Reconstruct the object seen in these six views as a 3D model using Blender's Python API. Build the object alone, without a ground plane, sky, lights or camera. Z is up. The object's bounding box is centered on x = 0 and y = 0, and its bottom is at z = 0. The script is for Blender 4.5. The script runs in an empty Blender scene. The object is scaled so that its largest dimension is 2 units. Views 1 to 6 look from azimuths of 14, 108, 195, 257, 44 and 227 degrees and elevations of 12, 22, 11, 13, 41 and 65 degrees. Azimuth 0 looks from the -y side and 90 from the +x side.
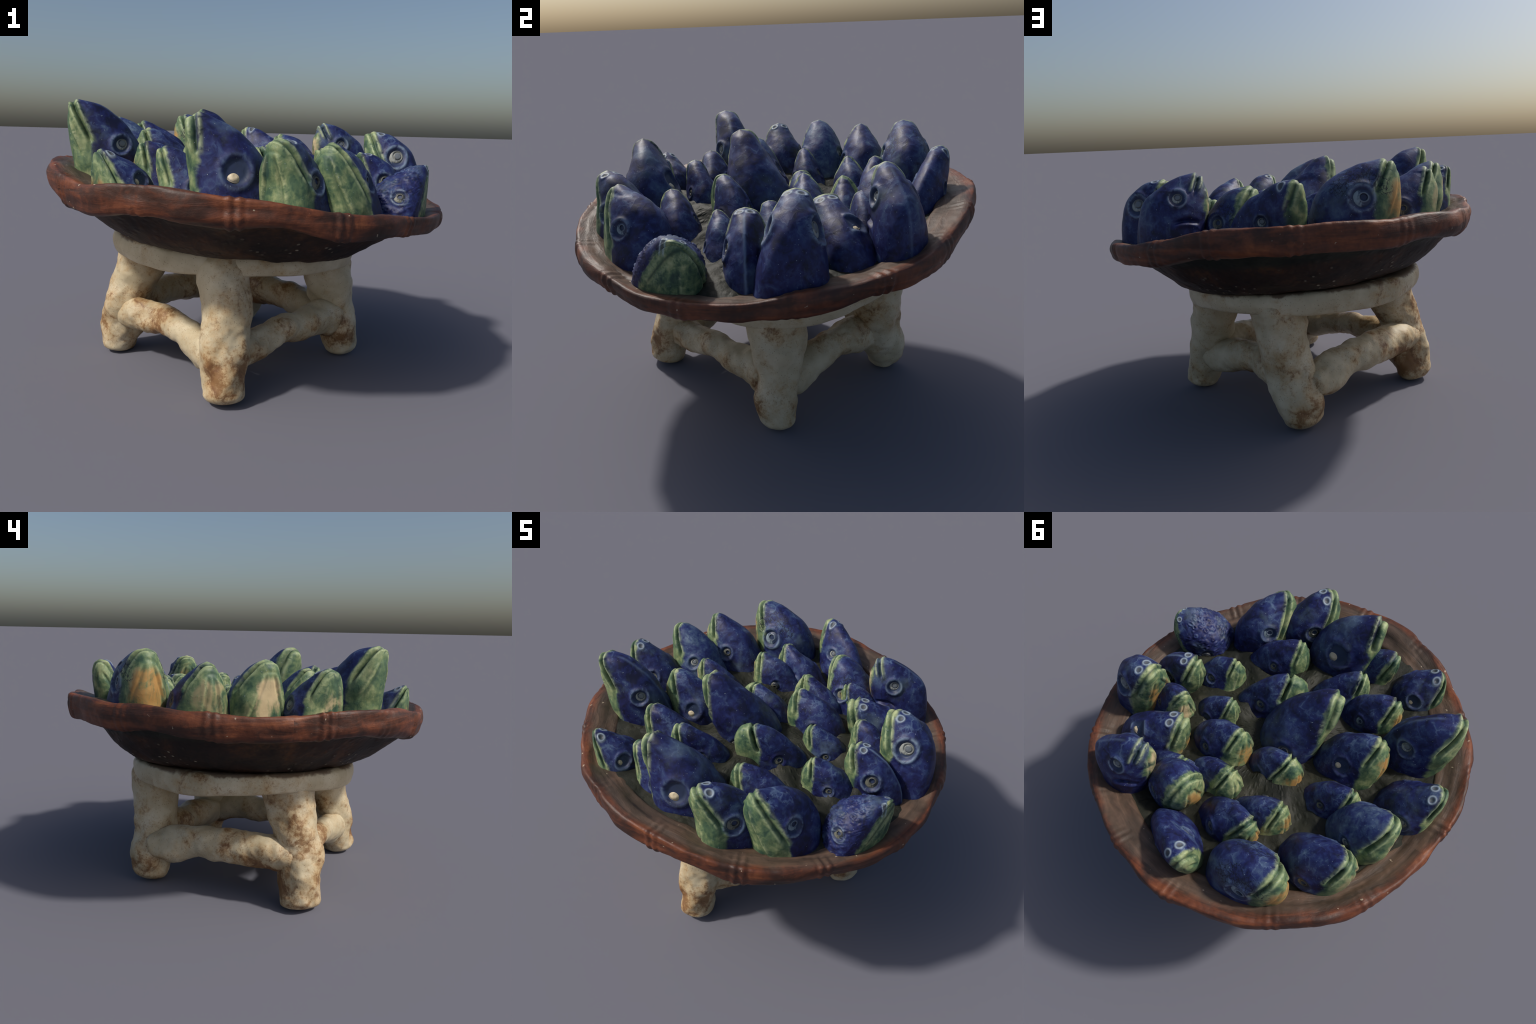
# A glazed ceramic piece: a round basket-like dish packed with upright blue-green
# fish heads, standing on a cream four-legged stoneware stand with ring and stretchers.
import bpy, math
import numpy as np
from mathutils import Vector, Matrix

TAU = math.tau

# ------------------------------------------------------------------ numeric helpers
def hash3(i, j, k, seed):
    n = (i * 374761393 + j * 668265263 + k * 2147483647 + seed * 974634777) & 0xFFFFFFFF
    n = ((n ^ (n >> 13)) * 1274126177) & 0xFFFFFFFF
    n = (n ^ (n >> 16)) & 0xFFFFFFFF
    return n / 4294967295.0

def vnoise(p, scale, seed=0):
    """smooth value noise in -1..1 for an (n,3) array"""
    q = np.asarray(p, float) * scale + 100.0
    b = np.floor(q).astype(np.int64)
    f = q - b
    f = f * f * (3 - 2 * f)
    out = 0
    for dx in (0, 1):
        for dy in (0, 1):
            for dz in (0, 1):
                w = (f[:, 0] if dx else 1 - f[:, 0]) * (f[:, 1] if dy else 1 - f[:, 1]) * (f[:, 2] if dz else 1 - f[:, 2])
                out = out + w * hash3(b[:, 0] + dx, b[:, 1] + dy, b[:, 2] + dz, seed)
    return out * 2 - 1

def gauss(x, s):
    return np.exp(-(x / s) ** 2)

def smooth(a, b, x):
    t = np.clip((x - a) / (b - a), 0, 1)
    return t * t * (3 - 2 * t)

def spline(xs, ys, x, closed=False):
    """Catmull-Rom style interpolation (monotone parameter xs); ys may be vectors"""
    xs = np.asarray(xs, float); ys = np.asarray(ys, float)
    m = np.gradient(ys, xs, axis=0)
    i = np.clip(np.searchsorted(xs, x, side="right") - 1, 0, len(xs) - 2)
    h = xs[i + 1] - xs[i]
    t = np.clip((x - xs[i]) / h, 0, 1)
    sh = (lambda a: a[:, None]) if ys.ndim == 2 else (lambda a: a)
    t1, hh = sh(t), sh(h)
    return ((2 * t1**3 - 3 * t1**2 + 1) * ys[i] + (t1**3 - 2 * t1**2 + t1) * hh * m[i]
            + (-2 * t1**3 + 3 * t1**2) * ys[i + 1] + (t1**3 - t1**2) * hh * m[i + 1])

def grid_faces(nu, nv, wrap=True, flip=False):
    """quads of a nu x nv vertex grid; v wraps"""
    u = np.arange(nu - 1)[:, None]
    v = np.arange(nv if wrap else nv - 1)[None, :]
    a = u * nv + v
    b = u * nv + (v + 1) % nv
    q = np.stack([a, b, b + nv, a + nv], -1).reshape(-1, 4)
    return q[:, ::-1] if flip else q

def make_mesh(name, verts, faces, smooth_shade=True):
    me = bpy.data.meshes.new(name)
    verts = np.asarray(verts, np.float32)
    faces = list(faces)
    loops = np.concatenate([np.asarray(f, np.int32).ravel() for f in faces])
    sizes = np.concatenate([np.full(len(f), np.asarray(f).shape[1], np.int32) for f in faces])
    me.vertices.add(len(verts)); me.vertices.foreach_set("co", verts.ravel())
    me.loops.add(len(loops)); me.loops.foreach_set("vertex_index", loops)
    me.polygons.add(len(sizes))
    me.polygons.foreach_set("loop_start", np.concatenate([[0], np.cumsum(sizes)[:-1]]).astype(np.int32))
    me.update(calc_edges=True)
    me.validate()
    if smooth_shade:
        me.polygons.foreach_set("use_smooth", np.ones(len(me.polygons), bool))
    return me

def make_object(name, mesh, parent=None, material=None):
    ob = bpy.data.objects.new(name, mesh)
    bpy.context.scene.collection.objects.link(ob)
    if parent is not None:
        ob.parent = parent
    if material is not None:
        mesh.materials.append(material)
    return ob

def vertex_normals(P, quads):
    d1 = P[quads[:, 2]] - P[quads[:, 0]]
    d2 = P[quads[:, 3]] - P[quads[:, 1]]
    n = np.cross(d1, d2)
    N = np.zeros_like(P)
    for k in range(4):
        np.add.at(N, quads[:, k], n)
    return N / (np.linalg.norm(N, axis=1, keepdims=True) + 1e-12)

# ------------------------------------------------------------------ node helper
class Nodes:
    def __init__(self, name, rough=0.4, coat=0.0, spec=0.5):
        self.mat = bpy.data.materials.new(name)
        self.mat.use_nodes = True
        self.t = self.mat.node_tree
        self.bsdf = self.t.nodes["Principled BSDF"]
        self.bsdf.inputs["Roughness"].default_value = rough
        self.bsdf.inputs["Coat Weight"].default_value = coat
        self.bsdf.inputs["Coat Roughness"].default_value = 0.25
        self.bsdf.inputs["Specular IOR Level"].default_value = spec
        self.tc = self.t.nodes.new("ShaderNodeTexCoord")
        self.obj = self.tc.outputs["Object"]

    def put(self, inp, v):
        if isinstance(v, bpy.types.NodeSocket):
            self.t.links.new(v, inp)
        elif v is not None:
            inp.default_value = v

    def math(self, op, a, b=None, c=None, clamp=False):
        n = self.t.nodes.new("ShaderNodeMath"); n.operation = op; n.use_clamp = clamp
        for i, v in enumerate((a, b, c)):
            if v is not None:
                self.put(n.inputs[i], v)
        return n.outputs[0]

    def vmath(self, op, a, b=None):
        n = self.t.nodes.new("ShaderNodeVectorMath"); n.operation = op
        self.put(n.inputs[0], a)
        if b is not None:
            self.put(n.inputs[1], b)
        return n.outputs[1] if op in ("LENGTH", "DISTANCE", "DOT_PRODUCT") else n.outputs[0]

    def mapping(self, loc=(0, 0, 0), scale=(1, 1, 1), rot=(0, 0, 0), src=None):
        n = self.t.nodes.new("ShaderNodeMapping")
        self.put(n.inputs[0], src or self.obj)
        n.inputs[1].default_value = loc; n.inputs[2].default_value = rot; n.inputs[3].default_value = scale
        return n.outputs[0]

    def noise(self, scale, detail=4, rough=0.55, dist=0.0, vec=None):
        n = self.t.nodes.new("ShaderNodeTexNoise")
        self.put(n.inputs["Vector"], vec or self.obj)
        n.inputs["Scale"].default_value = scale; n.inputs["Detail"].default_value = detail
        n.inputs["Roughness"].default_value = rough; n.inputs["Distortion"].default_value = dist
        return n.outputs[0]

    def voronoi(self, scale, feature="F1", vec=None, rand=1.0):
        n = self.t.nodes.new("ShaderNodeTexVoronoi"); n.feature = feature
        self.put(n.inputs["Vector"], vec or self.obj)
        n.inputs["Scale"].default_value = scale; n.inputs["Randomness"].default_value = rand
        return n.outputs["Distance"]

    def step(self, x, a, b, lo=0.0, hi=1.0):
        n = self.t.nodes.new("ShaderNodeMapRange"); n.interpolation_type = "SMOOTHSTEP"
        self.put(n.inputs[0], x)
        for i, v in zip((1, 2, 3, 4), (a, b, lo, hi)):
            self.put(n.inputs[i], v)
        return n.outputs[0]

    def ramp(self, x, stops):
        n = self.t.nodes.new("ShaderNodeValToRGB")
        e = n.color_ramp.elements
        while len(e) < len(stops):
            e.new(0.5)
        for el, (p, c) in zip(e, stops):
            el.position = p; el.color = (*c, 1)
        self.put(n.inputs[0], x)
        return n.outputs[0]

    def mix(self, f, a, b):
        n = self.t.nodes.new("ShaderNodeMix"); n.data_type = "RGBA"
        self.put(n.inputs[0], f)
        self.put(n.inputs[6], a if isinstance(a, bpy.types.NodeSocket) else (*a, 1))
        self.put(n.inputs[7], b if isinstance(b, bpy.types.NodeSocket) else (*b, 1))
        return n.outputs[2]

    def sep(self, v=None):
        n = self.t.nodes.new("ShaderNodeSeparateXYZ"); self.put(n.inputs[0], v or self.obj)
        return n.outputs

    def comb(self, x, y, z):
        n = self.t.nodes.new("ShaderNodeCombineXYZ")
        for i, v in enumerate((x, y, z)):
            self.put(n.inputs[i], v)
        return n.outputs[0]

    def bell(self, x, w):
        """exp(-(x/w)^2)"""
        q = self.math("MULTIPLY", x, 1.0 / w)
        q = self.math("MULTIPLY", q, q)
        return self.math("POWER", math.e, self.math("MULTIPLY", q, -1.0))

    def finish(self, colour, height=None, strength=0.3, dist=0.01, rough=None):
        self.put(self.bsdf.inputs["Base Color"], colour)
        if rough is not None:
            self.put(self.bsdf.inputs["Roughness"], rough)
        if height is not None:
            b = self.t.nodes.new("ShaderNodeBump")
            b.inputs["Strength"].default_value = strength; b.inputs["Distance"].default_value = dist
            self.put(b.inputs["Height"], height)
            self.t.links.new(b.outputs[0], self.bsdf.inputs["Normal"])
        return self.mat

# ------------------------------------------------------------------ the thing
root = bpy.data.objects.new("dish_of_fish_heads", None)
bpy.context.scene.collection.objects.link(root)
root["label"] = "brown ceramic dish crowded with blue-green fish heads on a cream four-legged stand"
root["category"] = "ceramic sculpture"

# ------------------------------------------------------------------ dish
# height of the rim crest around the dish (degrees from +x towards +y): a warped, tilted ring
RIM_A = np.array([-180, -160, -150, -139, -131, -117, -101, -91, -83, -72, -63, -53, -34, -17, -6, 9,
                  20, 31, 42, 53, 67, 76, 85, 99, 115, 130, 141, 151, 161, 171, 180], float)
RIM_Z = np.array([1.045, 1.066, 1.052, 1.037, 1.0, .983, 1.012, .99, .974, .971, .947, .91, .882, .86, .862, .873,
                  .9, .917, .937, .96, .99, 1.035, 1.057, 1.067, 1.076, 1.067, 1.082, 1.065, 1.056, 1.042, 1.045])
NODES = [-170, -150, -130, -101, -78, -53, -30, -6, 20, 42, 65, 83, 105, 134, 160]   # bamboo-like joints

def rim_height(deg):
    d = (np.asarray(deg) + 180) % 360 - 180
    w = np.array([-4, 0, 4]); k = np.array([.25, .5, .25])
    return sum(kk * np.interp((d + ww + 180) % 360 - 180, RIM_A, RIM_Z) for ww, kk in zip(w, k))

def rim_radius(deg):
    a = np.radians(deg)
    return 0.996 + 0.007 * np.sin(3 * a + 1.0) + 0.006 * np.sin(7 * a + 2.2) + 0.004 * np.sin(15 * a) - .018 * gauss(np.asarray(deg) - 18.0, 28) - .018 * gauss(np.asarray(deg) - 80.0, 20)

def stand_top(x, y):
    return 0.668 - 0.052 * x + 0.012 * y

def joint_profile(deg):
    """pairs of narrow raised bands at the joints, with a groove either side"""
    d = np.asarray(deg, float)
    out = np.zeros_like(d); swell = np.zeros_like(d)
    for n in NODES:
        x = (d - n + 180) % 360 - 180
        q = .35 + .65 * hash3(np.int64(n + 400), np.int64(3), np.int64(5), 8)
        out += q * (gauss(x - 1.15, .55) + gauss(x + 1.15, .55) - 0.9 * gauss(x, .45) - 0.7 * gauss(x - 2.4, .5) - 0.7 * gauss(x + 2.4, .5))
        swell += gauss(x, 5.0)
    return out, swell

def build_rim():
    nu = 900
    deg = np.linspace(-180, 180, nu, endpoint=False)
    # closed section in (radial offset, height offset), inside -> crest -> outside -> underside
    sec = [(-.165, -.046), (-.125, -.031), (-.085, -.017), (-.050, -.007), (-.026, -.001), (-.012, -.001), (-.003, -.013),
           (0.0, -.045), (-.003, -.080), (-.011, -.106), (-.028, -.122), (-.060, -.128), (-.10, -.128), (-.14, -.122), (-.17, -.098)]
    nv = 72
    sx = np.linspace(0, len(sec), nv, endpoint=False)
    ext = sec[-3:] + sec + sec[:3]
    S = spline(np.arange(-3, len(sec) + 3), np.array(ext), sx)
    out, swell = joint_profile(deg)
    D = deg[:, None]
    a = np.radians(D)
    # outward direction of the section for the joints
    cen = np.array([-.07, -.065]); nd = S - cen
    nd = nd / np.linalg.norm(nd, axis=1, keepdims=True)
    amp = (0.0048 * out + 0.004 * swell)[:, None] * smooth(-.12, -.04, S[:, 0])[None, :]
    r0 = rim_radius(D); z0 = rim_height(D)
    R = r0 + S[None, :, 0] + amp * nd[None, :, 0]
    thin = 1 - .30 * np.maximum(0, np.cos(a - math.radians(0)))
    Z = z0 + S[None, :, 1] * thin + amp * nd[None, :, 1]
    P = np.stack([R * np.cos(a), R * np.sin(a), Z], -1).reshape(-1, 3)
    # hand-made lumps and long grooves along the rim
    ring = np.stack([np.cos(a) * np.ones_like(R) * 3, np.sin(a) * np.ones_like(R) * 3, (S[None, :, 1] + S[None, :, 0]) * 14 * np.ones_like(R)], -1).reshape(-1, 3)
    N = np.stack([nd[None, :, 0] * np.cos(a), nd[None, :, 0] * np.sin(a), nd[None, :, 1] * np.ones_like(a)], -1).reshape(-1, 3)
    disp = 0.011 * vnoise(P, 5, 3) + 0.007 * vnoise(P, 11, 4) + 0.006 * vnoise(ring, 1.6, 5) + 0.0015 * vnoise(P, 40, 6)
    P = P + N * disp[:, None]
    P[:, 1] += .011
    P[:, 0] -= .003
    f = grid_faces(nu, nv)
    last = np.stack([(nu - 1) * nv + np.arange(nv), (nu - 1) * nv + (np.arange(nv) + 1) % nv, (np.arange(nv) + 1) % nv, np.arange(nv)], -1)
    return P, np.vstack([f, last])

def build_dish():
    nu = 360
    deg = np.linspace(-180, 180, nu, endpoint=False)
    a = np.radians(deg)
    x, y = np.cos(a), np.sin(a)
    zr = rim_height(deg)
    rows = []
    def row(r, z):
        rows.append(np.stack([r * x, r * y, z], -1))
    # outside, from the foot upward; (radius, share of the climb from foot to rim band)
    outer = [(.30, -.02), (.50, -.01), (.585, 0.0), (.63, .03), (.695, .13), (.755, .31), (.81, .55), (.86, .80), (.905, .96), (.935, 1.0), (.95, 1.04)]
    low = [-.02, -.01, 0.0, .05, .36, .66, .88, .96, .99, 1.0, 1.04]      # on the low side the wall turns flat early
    inner = [(.93, 1.0, 0), (.885, .88, 0), (.84, .71, 0), (.78, .46, 0), (.70, .20, 0), (.58, .03, 0), (.35, 0, 0), (.12, 0, 0)]
    t = np.linspace(0, len(outer) - 1, 46)
    O = spline(np.arange(len(outer)), np.array(outer), t)
    KL = spline(np.arange(len(outer)), np.array(low), t)
    side = np.maximum(0, np.cos(a - math.radians(0))) ** 1.4
    for (r, k), kl in zip(O, KL):
        zf = stand_top(r * x, r * y) + .004
        kk = k + side * (kl - k)
        row(r, zf + kk * (zr - .115 + .03 * side - zf))
    I = spline(np.arange(len(inner)), np.array(inner), np.linspace(0, len(inner) - 1, 40))
    for r, k, _ in I:
        zf = dish_floor(r * x, r * y)
        row(r, zf + k * (zr - .042 - zf))
    P = np.concatenate(rows)
    no = len(O) * nu
    up = np.zeros(len(P)); up[no:] = 1
    lump = 0.010 * vnoise(P, 6, 11) + 0.006 * vnoise(P, 14, 12) + 0.002 * vnoise(P, 45, 13)
    rr = np.hypot(P[:, 0], P[:, 1]) + 1e-9
    out = np.stack([P[:, 0] / rr * .6, P[:, 1] / rr * .6, -0.8 * np.ones(len(P))], -1)
    P[:no] += (out * lump[:, None])[:no]
    P[no:, 2] += 1.4 * lump[no:]
    n_rows = len(rows)
    f = grid_faces(n_rows, nu)
    return P, [f, np.arange(nu)[::-1][None, :], (n_rows - 1) * nu + np.arange(nu)[None, :]]

def dish_floor(x, y):
    r = np.hypot(x, y)
    q = np.stack([np.ravel(x), np.ravel(y), np.zeros(np.size(x))], -1)
    lumps = (.036 * vnoise(q, 7.5, 15) + .020 * vnoise(q, 17, 16)).reshape(np.shape(x))
    return .945 - .06 * x + .02 * y + .03 * np.exp(-((x - .02) ** 2 + (y + .2) ** 2) / .04) + lumps * smooth(.80, .62, r)

def inner_surface(x, y):
    """height of the dish's inside at a point, used to seat the heads"""
    r = np.hypot(x, y)
    zr = rim_height(np.degrees(np.arctan2(y, x))) - .042
    k = np.interp(r, [.50, .58, .70, .78, .84, .885, .93, .97], [0, .03, .20, .46, .71, .88, 1.0, 1.2])
    zf = dish_floor(x, y)
    return zf + k * (zr - zf)

def rim_material():
    m = Nodes("rust_brown_glaze", rough=.52, spec=.4)
    px, py, pz = m.sep()
    r = m.math("SQRT", m.math("ADD", m.math("MULTIPLY", px, px), m.math("MULTIPLY", py, py)))
    ang = m.math("ARCTAN2", py, px)
    # along-the-rim coordinates for brushed streaks
    v = m.comb(m.math("MULTIPLY", ang, 3.0), m.math("MULTIPLY", r, 22.0), m.math("MULTIPLY", pz, 22.0))
    brush = m.noise(1.0, 6, .6, .6, v)
    patch = m.noise(4.5, 5, .6, .5)
    fine = m.noise(60, 3, .6)
    k = m.math("ADD", m.math("MULTIPLY", brush, .55), m.math("MULTIPLY", patch, .6))
    k = m.math("ADD", k, m.math("MULTIPLY", fine, .12))
    red = m.ramp(k, [(.46, (.020, .011, .008)), (.60, (.055, .020, .011)), (.71, (.135, .040, .017)), (.84, (.25, .080, .028))])
    # greyer, duller glaze on the inner slope of the rim
    grey = m.ramp(m.math("ADD", m.math("MULTIPLY", brush, .7), m.math("MULTIPLY", patch, .4)),
                  [(.35, (.035, .026, .019)), (.55, (.085, .060, .043)), (.75, (.15, .105, .075))])
    wob = m.math("MULTIPLY", m.math("SUBTRACT", patch, .5), .05)
    inner = m.step(m.math("ADD", r, wob), .975, .93)
    col = m.mix(m.math("MULTIPLY", inner, .85), red, grey)
    # pale chips and worn glints
    chip = m.step(m.noise(38, 2, .5, .3), .735, .76)
    col = m.mix(m.math("MULTIPLY", chip, .75), col, (.42, .34, .24))
    h = m.math("ADD", m.math("MULTIPLY", brush, .8), m.math("MULTIPLY", fine, .2))
    return m.finish(col, h, .5, .012)

def dish_material():
    m = Nodes("dark_brown_glaze", rough=.6, spec=.25)
    px, py, pz = m.sep()
    r = m.math("SQRT", m.math("ADD", m.math("MULTIPLY", px, px), m.math("MULTIPLY", py, py)))
    ang = m.math("ARCTAN2", py, px)
    patch = m.noise(5, 6, .62, .5)
    fine = m.noise(55, 4, .65)
    k = m.math("ADD", m.math("MULTIPLY", patch, .8), m.math("MULTIPLY", fine, .25))
    out = m.ramp(k, [(.42, (.016, .011, .009)), (.56, (.034, .018, .012)), (.68, (.085, .036, .016)), (.8, (.16, .062, .022))])
    # rows of small cream flecks where the glaze pulled away from the woven texture
    v = m.comb(m.math("MULTIPLY", ang, 20.0), m.math("MULTIPLY", r, 40.0), m.math("MULTIPLY", pz, 34.0))
    fl = m.voronoi(1.0, "F1", m.mapping(src=v, scale=(.9, .55, .8)))
    where = m.step(m.noise(3.2, 3, .5), .46, .62)
    low = m.step(r, .88, .74)
    fleck = m.math("MULTIPLY", m.math("MULTIPLY", m.step(fl, .21, .11), where), low)
    out = m.mix(m.math("MULTIPLY", fleck, .8), out, (.36, .31, .22))
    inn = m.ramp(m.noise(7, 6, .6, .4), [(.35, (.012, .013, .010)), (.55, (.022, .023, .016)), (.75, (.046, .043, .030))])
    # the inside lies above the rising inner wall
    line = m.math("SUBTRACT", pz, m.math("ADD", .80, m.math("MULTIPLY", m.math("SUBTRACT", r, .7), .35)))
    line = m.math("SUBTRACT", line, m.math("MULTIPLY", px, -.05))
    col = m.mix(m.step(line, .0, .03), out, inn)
    h = m.math("ADD", m.math("MULTIPLY", patch, .4), m.math("ADD", m.math("MULTIPLY", fine, .4), m.math("MULTIPLY", m.step(fl, .5, .1), .5)))
    return m.finish(col, h, .5, .012)

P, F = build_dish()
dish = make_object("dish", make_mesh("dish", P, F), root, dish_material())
P, F = build_rim()
rim = make_object("rim", make_mesh("rim", P, [F]), dish, rim_material())

# ------------------------------------------------------------------ stand
def stone_material(bias=0.0):
    m = Nodes("cream_stoneware", rough=.5, spec=.4)
    big = m.noise(4.2, 3, .55, .3)
    mid = m.noise(13, 9, .74, .25)
    fine = m.noise(70, 6, .8)
    base = m.ramp(m.noise(6, 5, .6), [(.3, (.44, .36, .225)), (.5, (.56, .47, .31)), (.72, (.68, .59, .42))])
    px, py, pz = m.sep()
    # iron bleeding: more of it on the leg that faces -x
    k = m.math("ADD", m.math("MULTIPLY", big, .85), m.math("ADD", m.math("MULTIPLY", mid, .62), m.math("MULTIPLY", fine, .22)))
    k = m.math("ADD", k, m.step(px, -.30, -.75, bias, bias + .09))
    wash = m.step(k, .76, 1.06)
    col = m.mix(m.math("MULTIPLY", wash, .75), base, (.42, .235, .075))
    rust = m.step(k, .92, 1.04)
    col = m.mix(m.math("MULTIPLY", rust, .75), col, (.17, .068, .020))
    # grainy iron freckles following the bleeding
    fr = m.math("MULTIPLY", m.step(fine, .53, .66), m.step(k, .74, .98))
    col = m.mix(m.math("MULTIPLY", fr, .6), col, (.19, .085, .03))
    veins = m.voronoi(5.0, "DISTANCE_TO_EDGE", m.vmath("ADD", m.obj, m.vmath("MULTIPLY", m.comb(mid, big, fine), (.14, .14, .10))))
    vein = m.math("MULTIPLY", m.step(veins, .05, .0), m.step(k, .82, .98))
    col = m.mix(m.math("MULTIPLY", vein, .6), col, (.13, .05, .018))
    spk = m.math("MULTIPLY", m.step(m.voronoi(95), .24, .12), m.step(m.noise(30, 2), .42, .58))
    col = m.mix(m.math("MULTIPLY", spk, .7), col, (.15, .085, .04))
    return m, col, m.math("ADD", m.math("MULTIPLY", mid, .5), m.math("MULTIPLY", fine, .12))

_m, _c, _h = stone_material()
STONE = _m.finish(_c, _h, .35, .015)

def plate_material():
    m, col, h = stone_material(-.10)
    # brown glaze run-off gathered along the top edge under the dish
    px, py, pz = m.sep()
    top = m.math("ADD", .672, m.math("ADD", m.math("MULTIPLY", px, -.052), m.math("MULTIPLY", py, .012)))
    e = m.math("ADD", m.math("SUBTRACT", top, pz), m.math("MULTIPLY", m.math("SUBTRACT", m.noise(7, 4, .6, .5), .5), .09))
    col = m.mix(m.math("MULTIPLY", m.step(e, .006, -.008), .75), col, (.085, .032, .014))
    return m.finish(col, h, .35, .015)

def build_plate():
    """thick round slab with a bulging, uneven edge, tilted with the dish"""
    nu = 300
    a = np.linspace(0, TAU, nu, endpoint=False)
    cx, cy, R = -.085, .032, .64
    sec = [(.02, -.005), (.35, -.004), (.52, 0.0), (.590, .003), (.615, -.002), (.629, -.018), (.634, -.048), (.628, -.078),
           (.613, -.104), (.56, -.112), (.50, -.111), (.35, -.110), (.02, -.110)]
    S = spline(np.arange(len(sec)), np.array(sec), np.linspace(0, len(sec) - 1, 70))
    rows = []
    for r, z in S:
        k = r / .632
        rad = r + k * (.010 * np.sin(2 * a + .6) + .008 * np.sin(5 * a))
        x, y = cx + rad * np.cos(a), cy + rad * np.sin(a)
        rows.append(np.stack([x, y, stand_top(x, y) + .012 + z * (1 + .12 * np.sin(3 * a + 1))], -1))
    P = np.concatenate(rows)
    d = .010 * vnoise(P, 5, 21) + .005 * vnoise(P, 12, 22) + .0015 * vnoise(P, 40, 23)
    q = P - np.array([cx, cy, .64]); q[:, 2] *= 3
    q /= np.linalg.norm(q, axis=1, keepdims=True) + 1e-9
    P += q * d[:, None]
    return P, [grid_faces(len(rows), nu, flip=True), np.arange(nu)[None, :], (len(rows) - 1) * nu + np.arange(nu)[::-1][None, :]]

def tube(points, radii, seed, squash=1.0, nv=72, nu=130, amp=.021, cap0=True, cap1=True):
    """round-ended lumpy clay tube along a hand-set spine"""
    points = np.array(points, float); radii = np.array(radii, float)
    t = np.linspace(0, len(points) - 1, nu)
    C = spline(np.arange(len(points)), points, t)
    R = spline(np.arange(len(points)), radii, t)
    T = np.gradient(C, axis=0); T /= np.linalg.norm(T, axis=1, keepdims=True)
    ref = np.array([0, 0, 1.0]) if abs(T[nu // 2][2]) < .8 else np.array([1.0, 0, 0])
    X = np.cross(T, ref); X /= np.linalg.norm(X, axis=1, keepdims=True)
    Y = np.cross(X, T)
    # rounded ends
    L = np.concatenate([[0], np.cumsum(np.linalg.norm(np.diff(C, axis=0), axis=1))])
    e = np.ones(nu)
    if cap0:
        q = np.clip(L / (R[0] * .62), 0, 1); e = np.minimum(e, np.sqrt(1 - (1 - q) ** 2.4))
    if cap1:
        q = np.clip((L[-1] - L) / (R[-1] * .55), 0, 1); e = np.minimum(e, np.sqrt(1 - (1 - q) ** 2.4))
    e = np.maximum(e, .02)
    v = np.linspace(0, TAU, nv, endpoint=False)
    dirs = np.cos(v)[None, :, None] * X[:, None] + squash * np.sin(v)[None, :, None] * Y[:, None]
    P = (C[:, None] + dirs * (R * e)[:, None, None]).reshape(-1, 3)
    d = amp * vnoise(P, 7, seed) + amp * .5 * vnoise(P, 15, seed + 1) + amp * .15 * vnoise(P, 40, seed + 2)
    P = P + dirs.reshape(-1, 3) * d[:, None] * np.repeat(np.minimum(e * 1.3, 1), nv)[:, None]
    P[:, 2] = np.maximum(P[:, 2], 0.0)
    return P, [grid_faces(nu, nv), np.arange(nv)[::-1][None, :], (nu - 1) * nv + np.arange(nv)[None, :]]

P, F = build_plate()
stand = make_object("stand", make_mesh("stand", P, F), root, plate_material())

LEGS = [  # spine from under the slab down to the foot, radii
    ([(.03, -.455, .60), (.035, -.505, .50), (.05, -.562, .36), (.065, -.605, .24), (.072, -.632, .12), (.074, -.655, .0)], [.130, .120, .110, .115, .110, .086]),
    ([(.39, .125, .60), (.415, .13, .49), (.45, .14, .36), (.485, .148, .24), (.51, .155, .12), (.535, .160, .0)], [.145, .135, .120, .114, .104, .080]),
    ([(-.06, .52, .62), (-.075, .535, .50), (-.10, .55, .36), (-.13, .562, .24), (-.162, .574, .12), (-.192, .590, .0)], [.145, .132, .122, .126, .110, .080]),
    ([(-.54, -.12, .64), (-.56, -.125, .52), (-.60, -.135, .38), (-.64, -.147, .25), (-.672, -.150, .12), (-.704, -.150, .0)], [.140, .126, .114, .122, .120, .086]),
]
STRETCHERS = [
    ([(-.63, -.15, .23), (-.55, -.21, .235), (-.39, -.295, .248), (-.25, -.385, .235), (-.12, -.47, .205), (.04, -.58, .185)], [.092, .084, .074, .070, .080, .100]),
    ([(.05, -.58, .19), (.13, -.45, .205), (.22, -.30, .232), (.31, -.14, .240), (.39, .00, .245), (.47, .13, .23)], [.100, .084, .074, .078, .086, .100]),
    ([(.47, .14, .20), (.34, .215, .208), (.21, .305, .250), (.09, .385, .264), (-.02, .465, .255), (-.14, .55, .22)], [.104, .093, .088, .088, .091, .100]),
    ([(-.19, .565, .215), (-.30, .455, .245), (-.39, .32, .282), (-.49, .17, .284), (-.58, .01, .285), (-.635, -.16, .27)], [.104, .090, .086, .084, .086, .098]),
]
for i, (pts, rad) in enumerate(LEGS):
    P, F = tube(pts, rad, 40 + 5 * i, cap0=False)
    make_object("leg", make_mesh("leg", P, F), stand, STONE)
for i, (pts, rad) in enumerate(STRETCHERS):
    P, F = tube(pts, rad, 70 + 5 * i)
    make_object("stretcher", make_mesh("stretcher", P, F), stand, STONE)

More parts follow.
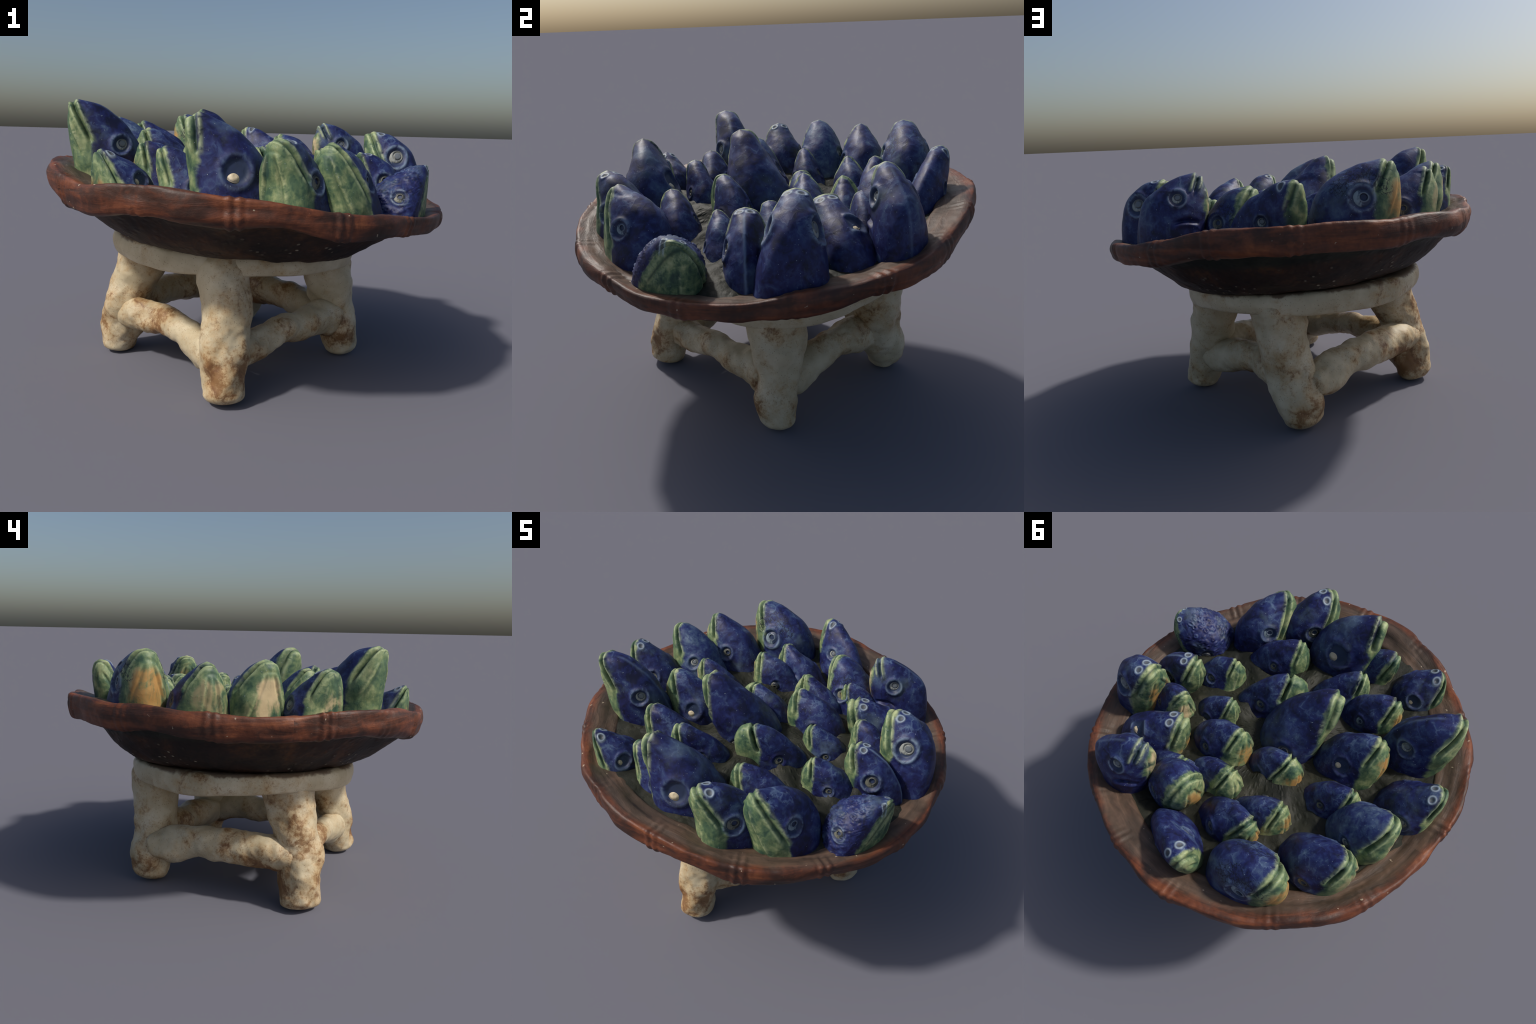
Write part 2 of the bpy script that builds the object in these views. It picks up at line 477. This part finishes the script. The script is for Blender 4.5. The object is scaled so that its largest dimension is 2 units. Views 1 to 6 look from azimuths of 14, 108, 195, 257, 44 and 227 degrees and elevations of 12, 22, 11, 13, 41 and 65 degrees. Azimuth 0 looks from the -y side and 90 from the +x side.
# ------------------------------------------------------------------ fish heads
# Canonical head: snout tip at the origin, belly and mouth towards +x, back sloping to -x, z down the body.
# s = depth below the tip.
PROF_S = np.array([0, .012, .03, .06, .10, .15, .20, .27, .35, .45, .60])
FRONT = np.array([.004, .030, .044, .054, .058, .054, .046, .034, .022, .008, -.01])
BACK = np.array([.004, .050, .098, .150, .200, .238, .262, .282, .296, .306, .312])
WIDE = np.array([.003, .028, .045, .063, .080, .096, .108, .121, .132, .139, .142])
# mouth line in the (forward, depth) plane
M0 = np.array([.024, .008])

def mouth_normal(h):
    a = math.radians(h["jaw"])
    return np.array([math.cos(a), math.sin(a)])

def mouth_distance(f, s, length, MN, s0=0.0):
    return (f - M0[0]) * MN[0] + (np.minimum(s, length) - M0[1] - s0) * MN[1]

def build_head(h):
    nu, nv = 130, 128
    smax = .56 * h["deep"]
    s = smax * np.linspace(0, 1, nu) ** 1.45
    v = np.linspace(0, TAU, nv, endpoint=False)
    Fr, Bk, Wd = (np.interp(s, PROF_S, a) for a in (FRONT, BACK, WIDE))
    Fr, Bk, Wd = (spline(PROF_S, a, s) for a in (FRONT, BACK, WIDE))
    w = h["wedge"]                               # blunt bullet (0) to straight-sided wedge (1)
    Bk = (1 - w) * Bk + w * np.interp(s, [0, .02, .30, .45, .6], [.004, .040, .31, .36, .37])
    Wd = (1 - w) * Wd + w * np.interp(s, [0, .02, .30, .45, .6], [.003, .030, .150, .165, .17])
    Bk = Bk * h["long"]; Wd = Wd * h["wide"]; Fr = Fr * h["chin"] + h["fore"] * s
    c, hd = (Fr - Bk) / 2, (Fr + Bk) / 2
    co, si = np.cos(v), np.sin(v)
    ex = 2 / 2.25
    cx = np.sign(co) * np.abs(co) ** ex
    sy = np.sign(si) * np.abs(si) ** ex
    X = c[:, None] + hd[:, None] * cx[None]
    Y = Wd[:, None] * sy[None] * (1 + .10 * co[None])
    # the snout narrows the front at the top only; the chin stays broad
    P = np.stack([X, Y, -np.repeat(s[:, None], nv, 1)], -1).reshape(-1, 3)
    quads = grid_faces(nu, nv, flip=True)
    N = vertex_normals(P, quads)
    f, y, d = P[:, 0], P[:, 1], -P[:, 2]
    o = np.array([h["seed"] * 3.1, h["seed"] * 1.7, 0])
    disp = .017 * vnoise(P + o, 6, 90) + .004 * vnoise(P + o, 15, 91) + .0008 * vnoise(P + o, 38, 92)
    # mouth: groove with raised lips, fading at the corner
    ml = h["mouth"]
    MN = mouth_normal(h)
    m = mouth_distance(f, d, 9, MN, h["drop"])
    fade = 1 - smooth(ml * .9, ml * 1.12, d)
    wob = .004 * vnoise(P + o, 22, 93)
    mm = m + wob
    disp += fade * (-.017 * h["gape"] * gauss(mm, .008) + h["lip"] * (1 + .7 * vnoise(P + o, 16, 95)) * (.005 * gauss(mm - .018, .007) + .007 * gauss(mm + .018, .007)))
    # a fold carries on below the corner along the gill cover
    b = mouth_distance(f, d, ml, MN, h["drop"]) + wob
    disp += (1 - fade) * smooth(ml * 1.6, ml * 1.1, d) * (-.004 * gauss(b, .010))
    # second crease in the throat
    disp += fade * (-.003 * gauss(mm - .048, .007))
    # folds of skin running down the throat
    fold = np.abs(y) - (.012 + h["fold"] * (d - .05))
    front = smooth(.030, .055, b) * smooth(.06, .10, d)
    disp += front * (-.008 * gauss(fold, .007) + .004 * gauss(fold - .016, .008))
    # eyes
    eb, ed, er = h["eye"]
    re = np.hypot(f + eb, d - ed)
    lat = smooth(.25, .5, (np.abs(y) if not h["one_eye"] else y * h["one_eye"]) / (np.interp(d, s, Wd) + 1e-6))
    disp += lat * (.4 + .6 * h["ring"]) * (.011 * gauss(re - er * 1.12, er * .26) - .012 * smooth(er * 1.0, er * .65, re))
    # nostrils
    if h["nostril"]:
        nb, ny = h["nostril"]
        rn = np.hypot(f + nb, np.abs(y) - ny)
        up = smooth(.16, .10, d)
        disp += up * (-.009 * gauss(rn, .011) + .005 * gauss(rn - .019, .006))
    # ridge down the back
    disp += h["ridge"] * .010 * gauss(y, .018) * (f < c.repeat(nv)) * smooth(.03, .09, d)
    if h.get("gill"):
        gx, gz, gl = h["gill"]
        q = np.clip((f + gx) / gl, -1, 1)
        rg = d - (gz + .25 * gl * q * q)
        w = lat * (np.abs(f + gx) < gl) * (1 - q * q)
        disp += w * (-.022 * gauss(rg, .009) + .010 * gauss(rg - .02, .010))
    if h.get("scales"):
        k = P * np.array([1, 1, 1]) / .046
        cell = np.floor(k)
        best = np.full(len(P), 9.0)
        for dx in (-1, 0, 1):
            for dy in (-1, 0, 1):
                for dz in (-1, 0, 1):
                    cc = (cell + [dx, dy, dz]).astype(np.int64)
                    jit = np.stack([hash3(cc[:, 0], cc[:, 1], cc[:, 2], q) for q in (1, 2, 3)], -1)
                    best = np.minimum(best, np.linalg.norm(cc + jit - k, axis=1))
        disp += smooth(-.06, -.16, f) * (.010 * gauss(best - .34, .11) - .003 * smooth(.3, .0, best))
    tipfade = smooth(0, .03, d) * .8 + .2
    P = P + N * (disp * tipfade)[:, None]
    P[:nv] = P[:nv].mean(0)                     # close the snout
    return P, quads, nu, nv, m, d

def fish_material(h):
    """blue glaze over a green mouth and throat; everything is placed by the head's own coordinates"""
    m = Nodes("fish_glaze", rough=.52, spec=.36)
    MN = mouth_normal(h)
    f, y, z = m.sep()
    d = m.math("MULTIPLY", z, -1.0)
    off = (h["seed"] * 3.17 % 7, h["seed"] * 1.93 % 5, h["seed"] * 2.41 % 6)
    vec = m.mapping(loc=off)
    n1 = m.noise(10, 5, .55, .6, vec)
    n2 = m.noise(28, 5, .6, .8, vec)
    drip = m.noise(9, 5, .6, .4, m.mapping(loc=off, scale=(1.6, 1.6, .35)))
    # ---- blue of the back
    k = m.math("ADD", m.math("MULTIPLY", n1, .6), m.math("MULTIPLY", n2, .42))
    k = m.math("ADD", k, h["pale"])
    blue = m.ramp(k, [(.40, (.006, .007, .032)), (.49, (.011, .014, .078)), (.57, (.019, .030, .118)), (.66, (.050, .080, .160)), (.80, (.15, .21, .26))])
    # web of thin pale lines, strongest near the snout
    warp = m.vmath("ADD", vec, m.vmath("MULTIPLY", m.comb(n1, n2, drip), (.10, .10, .10)))
    web = m.voronoi(13, "DISTANCE_TO_EDGE", warp)
    webm = m.math("MULTIPLY", m.step(web, .10, .0), m.step(n1, .44, .64))
    snout = m.step(d, .16, .05, .12, .42)
    blue = m.mix(m.math("MULTIPLY", webm, snout), blue, (.15, .22, .33))
    cloud = m.step(m.noise(4.5, 5, .62, .3, m.mapping(loc=(off[1], off[2], off[0]))), .52, .74)
    blue = m.mix(m.math("MULTIPLY", cloud, min(.9, .46 + 2.5 * h["pale"])), blue, (.12, .175, .205))
    streak = m.noise(7, 6, .65, .9, m.mapping(loc=(off[2], off[0], off[1]), scale=(2.2, 2.2, .5)))
    blue = m.mix(m.math("MULTIPLY", m.step(streak, .56, .74), .45), blue, (.075, .115, .185))
    # ---- green of mouth, chin and throat
    g = m.math("ADD", m.math("MULTIPLY", drip, .28), m.math("ADD", m.math("MULTIPLY", n1, .50), m.math("MULTIPLY", n2, .27)))
    g = m.math("MULTIPLY_ADD", m.math("SUBTRACT", g, .525), 1.3, .53)
    green = m.ramp(g, [(.36, (.026, .060, .046)), (.46, (.065, .120, .066)), (.55, (.14, .20, .095)), (.65, (.28, .32, .155)), (.79, (.48, .46, .25))])
    # distance to the mouth line, and to its continuation below the corner
    dm = m.math("ADD", m.math("MULTIPLY", m.math("SUBTRACT", f, float(M0[0])), float(MN[0])),
                m.math("MULTIPLY", m.math("SUBTRACT", d, float(M0[1]) + h["drop"]), float(MN[1])))
    db = m.math("ADD", m.math("MULTIPLY", m.math("SUBTRACT", f, float(M0[0])), float(MN[0])),
                m.math("MULTIPLY", m.math("SUBTRACT", m.math("MINIMUM", d, h["mouth"]), float(M0[1]) + h["drop"]), float(MN[1])))
    wob = m.math("MULTIPLY", m.math("SUBTRACT", n1, .5), .09)
    edge = m.step(m.math("ADD", db, wob), -.030 - h["green"], -.008 - h["green"])
    col = m.mix(edge, blue, green)
    fold = m.math("SUBTRACT", m.math("ABSOLUTE", y), m.math("MULTIPLY_ADD", m.math("SUBTRACT", d, .05), float(h["fold"]), .012))
    fm = m.math("MULTIPLY", m.step(db, .03, .055), m.step(d, .06, .10))
    col = m.mix(m.math("MULTIPLY", m.math("MULTIPLY", m.bell(fold, .006), fm), .55), col, (.030, .065, .045))
    col = m.mix(m.math("MULTIPLY", m.math("MULTIPLY", m.bell(m.math("SUBTRACT", fold, .016), .008), fm), m.step(n2, .35, .65, 0, .5)), col, (.46, .48, .27))
    # pale lips
    fade = m.step(d, h["mouth"] * 1.15, h["mouth"] * .85)
    lips = m.math("MAXIMUM", m.bell(m.math("ADD", dm, .020), .008), m.bell(m.math("SUBTRACT", dm, .021), .007))
    lips = m.math("MULTIPLY", m.math("MULTIPLY", lips, fade), m.step(n2, .32, .60))
    col = m.mix(m.math("MULTIPLY", lips, .25 + .4 * h["lip"]), col, (.44, .50, .27))
    slit = m.math("MULTIPLY", m.bell(dm, .006), fade)
    col = m.mix(m.math("MULTIPLY", slit, .75), col, (.018, .045, .030))
    # bare cream or ochre clay on the throat
    if h["throat"]:
        amount, tint = h["throat"]
        tn = m.step(m.math("ADD", m.math("MULTIPLY", drip, .6), m.math("MULTIPLY", n1, .5)), .46, .62)
        t = m.math("MULTIPLY", m.step(m.math("ADD", dm, m.math("MULTIPLY", wob, .8)), .040, .075), m.step(m.math("ADD", m.math("ABSOLUTE", m.math("ADD", y, m.math("MULTIPLY", wob, .5))), m.math("MULTIPLY", m.math("SUBTRACT", n2, .5), .09)), .085 * amount, .045 * amount))
        t = m.math("MULTIPLY", t, m.step(m.math("ADD", d, wob), .075, .115))
        col = m.mix(m.math("MULTIPLY", m.math("MULTIPLY", t, tn), .8), col, tint)
    # pale ring round the eye, grey-green socket
    eb, ed, er = h["eye"]
    re = m.vmath("LENGTH", m.comb(m.math("ADD", f, eb), m.math("SUBTRACT", d, ed), 0.0))
    side = m.step(m.math("ABSOLUTE", y) if not h["one_eye"] else m.math("MULTIPLY", y, float(h["one_eye"])), .022, .04)
    ring = m.math("MULTIPLY", m.math("MULTIPLY", m.bell(m.math("SUBTRACT", re, er * 1.10), er * .14), side), m.step(n2, .30, .62))
    col = m.mix(m.math("MULTIPLY", ring, h["ring"] * .75), col, (.25, .33, .40))
    sock = m.math("MULTIPLY", m.step(re, er * .95, er * .8), side)
    col = m.mix(m.math("MULTIPLY", sock, .8), col, (.030, .045, .085))
    if h["nostril"]:
        nb, ny = h["nostril"]
        rn = m.vmath("LENGTH", m.comb(m.math("ADD", f, nb), m.math("SUBTRACT", m.math("ABSOLUTE", y), ny), 0.0))
        up = m.step(d, .13, .09)
        col = m.mix(m.math("MULTIPLY", m.math("MULTIPLY", m.bell(m.math("SUBTRACT", rn, .019), .005), up), .7), col, (.36, .43, .46))
        col = m.mix(m.math("MULTIPLY", m.math("MULTIPLY", m.step(rn, .015, .010), up), .75), col, (.10, .11, .10))
    if h["ridge"] > .3:
        rl = m.math("MULTIPLY", m.bell(m.math("ADD", y, m.math("MULTIPLY", wob, .2)), .007), m.step(f, -.04, -.09))
        col = m.mix(m.math("MULTIPLY", m.math("MULTIPLY", rl, h["ridge"]), .5), col, (.20, .28, .40))
    # pin-holes and white specks
    spk = m.step(m.noise(130, 1, .5, 0, vec), .74, .78)
    col = m.mix(m.math("MULTIPLY", spk, .6), col, (.36, .42, .45))
    height = m.math("ADD", m.math("MULTIPLY", n2, .7), m.math("MULTIPLY", m.step(web, .10, 0), .25))
    if h.get("cracks"):
        # crazed, torn glaze above the eye
        cr = m.voronoi(34, "DISTANCE_TO_EDGE", warp)
        zone = m.math("MULTIPLY", m.bell(m.math("SUBTRACT", re, er * 2.0), er * .75), m.step(d, ed + .02, ed - .04))
        zone = m.math("MULTIPLY", zone, side)
        c = m.math("MULTIPLY", m.step(cr, .09, .02), m.step(zone, .15, .6))
        col = m.mix(m.math("MULTIPLY", c, .9), col, (.006, .008, .022))
        height = m.math("SUBTRACT", height, m.math("MULTIPLY", c, 1.2))
    return m.finish(col, height, .14, .008)

def eye_mesh(kind):
    """glazed eye button, rim radius 1, with an off-centre pricked pupil"""
    nu, nv = 44, 72
    r = np.linspace(0.0, 1.0, nu); r[0] = .004
    a = np.linspace(0, TAU, nv, endpoint=False)
    R, A = np.meshgrid(r, a, indexing="ij")
    X, Y = R * np.cos(A), R * np.sin(A)
    dome = .26 * np.sqrt(np.maximum(1 - (R * .97) ** 2, 0))
    q = np.hypot(X - .10, Y - .12)
    if kind == "ringed":
        Z = dome - .08 * gauss(R - .80, .08) - .16 * gauss(q - .46, .07) - .02 * smooth(.5, .3, q)
    elif kind == "pitted":
        Z = dome - .30 * smooth(.42, .24, q) + .05 * gauss(q - .44, .10)
    else:                                                     # hollow, with a small ball low in the socket
        Z = .05 - .50 * (1 - R ** 2) + .52 * smooth(.80, .15, np.hypot(X + .28, Y + .34))
    Z += .03 * np.sin(2 * A + .5) * R
    P = np.stack([X, Y, Z], -1)
    skirt = np.stack([P[-1, :, 0] * 1.03, P[-1, :, 1] * 1.03, np.full(nv, -.5)], -1)
    P = np.concatenate([P.reshape(-1, 3), skirt])
    return make_mesh("eye", P, [grid_faces(nu + 1, nv), np.arange(nv)[::-1][None]])

def eye_material(kind, shape):
    m = Nodes("eye_glaze_" + kind, rough=.4)
    x, y, z = m.sep()
    r = m.vmath("LENGTH", m.comb(x, y, 0.0))
    q = m.vmath("LENGTH", m.comb(m.math("SUBTRACT", x, .10), m.math("SUBTRACT", y, .12), 0.0))
    n = m.noise(2.2, 5, .6, .6)
    iris = {"grey": (.13, .135, .125), "blue": (.030, .045, .095), "cream": (.020, .022, .035), "dark": (.030, .034, .040)}[kind]
    light = {"grey": (.33, .34, .31), "blue": (.24, .30, .33), "cream": (.56, .47, .31), "dark": (.17, .17, .13)}[kind]
    # lighter crescent low in the eye
    cr = m.math("ADD", m.math("ADD", m.math("MULTIPLY", x, -.75), m.math("MULTIPLY", y, -.35)), m.math("MULTIPLY", m.math("SUBTRACT", n, .5), 1.3))
    if shape == "hollow":
        cr = m.math("SUBTRACT", .95, m.vmath("LENGTH", m.comb(m.math("ADD", x, .28), m.math("ADD", m.math("ADD", y, .34), m.math("MULTIPLY", m.math("SUBTRACT", n, .5), .8)), 0.0)))
    col = m.mix(m.step(cr, .05, .35), iris, light)
    col = m.mix(m.math("MULTIPLY", m.bell(m.math("SUBTRACT", q, .46), .07), .6 if shape != "hollow" else 0.0), col, light)
    col = m.mix(m.math("MULTIPLY", m.step(q, .40, .30), .85), col, (.030, .030, .030) if shape != "ringed" else (.15, .17, .19))
    col = m.mix(m.math("MULTIPLY", m.bell(m.math("SUBTRACT", r, .92), .07), .6), col, (.02, .03, .06))
    return m.finish(col, n, .15, .05)

EYE = {}
for kind, shape in (("grey", "ringed"), ("blue", "pitted"), ("cream", "hollow"), ("dark", "pitted")):
    me = eye_mesh(shape)
    me.materials.append(eye_material(kind, shape))
    EYE[kind] = me

OCHRE, TAN, CREAM, RUST = (.50, .25, .075), (.36, .29, .16), (.66, .50, .30), (.30, .10, .03)

def head(tip, yaw, size, wide=1.0, long=1.0, **k):
    h = dict(tip=tip, yaw=yaw, size=size, wide=wide * 1.08, long=long * 1.04, chin=1.0, deep=1.0, pitch=0, roll=0, mouth=.14, gape=1.0, jaw=16, ring=.35,
             eye=(.15, .19, .036), iris="grey", nostril=None, ridge=.3, green=0.0, pale=0.0, throat=None, fore=0.0, drop=0.0, wedge=0.0, one_eye=0)
    h.update(k)
    return h

HEADS = [
    # outer ring, starting at the +x side and going clockwise seen from above
    head((.900, -.118, 1.080), 24, .62, 1.78, 1.5, deep=1.1, nostril=(.035, .060), eye=(.31, .265, .050), iris="dark", scales=True, chin=1.0, green=0.03, ridge=0, roll=-11, ring=.6, jaw=28, drop=0.04, mouth=0.27),
    head((.505, -.570, 1.180), -116, .95, 1.12, 1.08, eye=(.14, .17, .042), iris="blue", jaw=28, ring=.7, mouth=.20, fore=0.06),
    head((.318, -.737, 1.190), -119, .92, 1.1, 1.0, eye=(.13, .185, .047), iris="dark", nostril=(.035, .036), jaw=26, ring=.6, mouth=.20),
    head((-.02, -.715, 1.285), -158, 1.10, 0.95, 0.95, eye=(.13, .20, .055), iris="cream", jaw=8, ring=.3, roll=-6, green=-0.012, chin=0.85, wedge=0.35, fore=0.06),
    head((-.175, -.690, 1.145), -165, .85, 1.0, 1.0, throat=(1.2, CREAM), jaw=12, wedge=0.3),
    head((-.425, -.790, 1.128), -134, 0.9, 1.15, 0.95, eye=(.15, .14, .038), iris="cream", nostril=(.035, .035), throat=(1, RUST), jaw=24, ring=.4, fore=0.1),
    head((-.697, -.495, 1.338), -152, 1.02, .95, 1.0, eye=(.19, .19, .040), ridge=.5, jaw=28, ring=.6, roll=-5),
    head((-.852, -.196, 1.240), -154, .88, 1.2, 1.0, eye=(.14, .19, .042), nostril=(.035, .034), throat=(.8, CREAM), jaw=22, wedge=0.3),
    head((-.780, .083, 1.275), -165, .92, 1.2, .95, pale=.10, throat=(.9, CREAM), ridge=0, jaw=24, ring=.2, fore=0.05, wedge=0.35),
    head((-.752, .342, 1.265), -165, .95, 1.12, 1.1, eye=(.13, .20, .040), iris="dark", throat=(1.3, TAN), pale=.03, jaw=20, fore=0.08, wedge=0.35),
    head((-.578, .600, 1.312), -168, 1.0, 1.08, 1.12, eye=(.10, .165, .052), iris="blue", cracks=True, throat=(1.3, OCHRE), pale=.03, jaw=20, ring=.8, roll=-4, fore=0.13),
    head((-.228, .822, 1.243), 168, .88, 0.82, 1.3, nostril=(.05, .035), pale=.02, roll=8),
    head((.050, .560, 1.205), 176, 0.92, 1.12, 0.92, eye=(.13, .18, .040), iris="dark", cracks=True, green=.02, pale=.03, throat=(.9, OCHRE), ring=.6),
    head((.307, .605, 1.275), -155, .98, 0.94, 1.02, eye=(.09, .12, .038), mouth=.09, green=-.06, gill=(.06, .225, .065), ridge=0.4, throat=(.8, CREAM), ring=.6, roll=-5),
    head((.350, .350, 1.128), -153, .93, 1.15, 1.3, roll=-10, eye=(.215, .09, .046), iris="cream", nostril=(.035, .030), throat=(1, OCHRE), ring=.5, one_eye=-1),
    head((.625, .290, 1.228), -172, .95, 1.12, 1.05, eye=(.12, .135, .055), iris="grey", nostril=(.035, .030), throat=(1.1, OCHRE), ridge=.2, ring=.9),
    head((.575, .060, 1.122), -163, .85, 0.97, 1.0, eye=(.13, .165, .050), iris="dark", nostril=(.040, .026), ridge=1.0, ring=.6),
    # inner heads
    head((.262, -.433, 1.095), -152, .75, 1.01, 1.29, roll=-8, wedge=.35, fore=.20, iris="dark", ring=.1),
    head((.450, -.121, 1.068), -160, .68, 1.12, 1.09, roll=-8, wedge=.35, fore=.20, iris="dark", gape=1.4, ring=.4),
    head((.278, .071, 1.068), -162, .65, 1.12, 1.09, roll=-8, wedge=.35, fore=.20, iris="dark", gape=1.2, ring=.1),
    head((.463, .233, 1.120), 175, .68, 1.01, 1.09, roll=-8, wedge=.35, fore=.20, throat=(1, CREAM), iris="dark", ring=.1),
    head((.127, -.206, 1.145), -145, .85, 0.95, 1.09, roll=-8, wedge=.35, fore=.20, gape=2.4, iris="dark", ring=0, chin=1.9),
    head((-.135, -.473, 1.152), -148, .75, 0.95, 1.09, roll=-8, wedge=.35, fore=.20, iris="dark", ring=0),
    head((-.359, -.471, 1.158), -163, .80, 1.01, 1.09, roll=-8, wedge=.35, fore=.20, throat=(1.1, OCHRE), iris="blue", ring=.1),
    head((-.178, -.218, 1.312), -157, 1.12, 0.98, 0.97, roll=-12, fore=-0.07, green=.0, gape=1.2, iris="dark", ring=0, jaw=10, eye=(.15, .30, .04), chin=0.85, wedge=0.4),
    head((-.466, -.218, 1.220), -160, .88, 1.06, 1.04, roll=-8, wedge=.35, fore=.20, iris="cream", eye=(.14, .20, .050), throat=(1, OCHRE), ring=.2),
    head((.080, .190, 1.158), -172, .85, 1.01, 1.09, roll=-8, wedge=.35, fore=.20, throat=(.8, OCHRE), iris="dark", ring=.2),
    head((.191, .493, 1.115), -170, .65, 1.01, 1.09, roll=-8, wedge=.35, fore=.20, throat=(1.2, OCHRE), iris="dark", ring=0),
    head((-.031, .361, 1.125), -172, .78, 1.01, 1.09, roll=-8, wedge=.35, fore=.20, green=.03, iris="dark", ring=0),
    head((-.185, .108, 1.102), -172, .75, 1.06, 1.09, roll=-8, wedge=.35, fore=.20, gape=1.6, throat=(1.3, OCHRE), iris="cream", ring=.1, chin=1.9),
    head((-.535, .043, 1.152), -166, .72, 1.01, 1.09, roll=-8, wedge=.35, fore=.20, throat=(1.3, CREAM), iris="dark", ring=0, chin=1.3),
    head((-.346, .333, 1.155), -166, .78, 1.01, 1.09, roll=-8, wedge=.35, fore=.20, throat=(1, OCHRE), green=.01, iris="dark", ring=0),
    head((-.292, .483, 1.170), 175, .88, 1.01, 1.13, roll=-8, wedge=.35, fore=.20, iris="dark", throat=(.9, OCHRE), ring=.4),
]

def split_head(ob_name, P, quads, jaw_face, normals, mat, parent):
    out = []
    for name, pick in ((ob_name, ~jaw_face), ("lower_jaw", jaw_face)):
        q = quads[pick]
        used = np.unique(q)
        remap = np.full(len(P), -1); remap[used] = np.arange(len(used))
        me = make_mesh(name, P[used], [remap[q]])
        me.normals_split_custom_set_from_vertices([tuple(n) for n in normals[used]])
        me.materials.append(mat)
        ob = bpy.data.objects.new(name, me)
        bpy.context.scene.collection.objects.link(ob)
        out.append(ob)
    out[0].parent = parent
    out[1].parent = out[0]
    return out[0]

for i, h in enumerate(HEADS):
    h["seed"] = i + 1
    h["gape"] *= .55 + .8 * hash3(np.int64(i), np.int64(7), np.int64(1), 3)
    h["lip"] = .25 + 1.1 * hash3(np.int64(i), np.int64(9), np.int64(2), 4)
    h["fold"] = .10 + .30 * hash3(np.int64(i), np.int64(5), np.int64(3), 9)
    h["mouth"] *= .85 + .45 * hash3(np.int64(i), np.int64(4), np.int64(6), 5)
    h["jaw"] += 10 * hash3(np.int64(i), np.int64(2), np.int64(8), 6) - 5
    P, quads, nu, nv, m, d = build_head(h)
    M = (Matrix.Translation(h["tip"]) @ Matrix.Rotation(math.radians(h["yaw"]), 4, "Z")
         @ Matrix.Rotation(math.radians(h["pitch"]), 4, "Y") @ Matrix.Rotation(math.radians(h["roll"]), 4, "X")
         @ Matrix.Scale(h["size"], 4))
    A = np.array(M); W = P @ A[:3, :3].T + A[:3, 3]
    rr = np.hypot(W[:, 0], W[:, 1]) + 1e-9
    lim = np.where(rr > .85, .85 + .085 * np.tanh((rr - .85) / .085), rr)        # nothing hangs over the rim
    W[:, :2] *= (lim / rr)[:, None]
    W[:, 2] = np.maximum(W[:, 2], inner_surface(W[:, 0], W[:, 1]) - .015)      # seated in the dish
    B = np.linalg.inv(A); P = W @ B[:3, :3].T + B[:3, 3]
    N = vertex_normals(P, quads)
    mat = fish_material(h)
    mf = mouth_distance(P[:, 0], -P[:, 2], h["mouth"], mouth_normal(h), h["drop"])[quads].mean(1)
    ob = split_head("fish_head", P, quads, mf > 0, N, mat, root)
    ob.matrix_world = M
    eb, ed, er = h["eye"]
    for sgn in ((1, -1) if not h["one_eye"] else (h["one_eye"],)):
        side = np.where(P[:, 1] * sgn > .01)[0]
        dist = np.hypot(P[side, 0] + eb, -P[side, 2] - ed)
        near = side[dist < er * .8]
        if not len(near):
            near = side[[dist.argmin()]]
        c = P[near].mean(0); n = N[near].mean(0); n /= np.linalg.norm(n)
        zax = Vector(n); xax = Vector((1, 0, 0)); xax = (xax - zax * xax.dot(zax)).normalized()
        yax = zax.cross(xax)
        if yax.z < 0:                       # keep the eye's own y axis pointing up on both sides
            xax, yax = -xax, -yax
        e = bpy.data.objects.new("eye", EYE[h["iris"]])
        bpy.context.scene.collection.objects.link(e)
        e.parent = ob
        R = Matrix((xax, yax, zax)).transposed().to_4x4()
        e.matrix_local = Matrix.Translation(Vector(c) - zax * .004) @ R @ Matrix.Rotation(math.radians((h["seed"] * 77 + 40 * sgn) % 50 - 25), 4, "Z") @ Matrix.Diagonal((er * .88, er * (.78 + .012 * (h["seed"] % 9)), er * .8, 1))
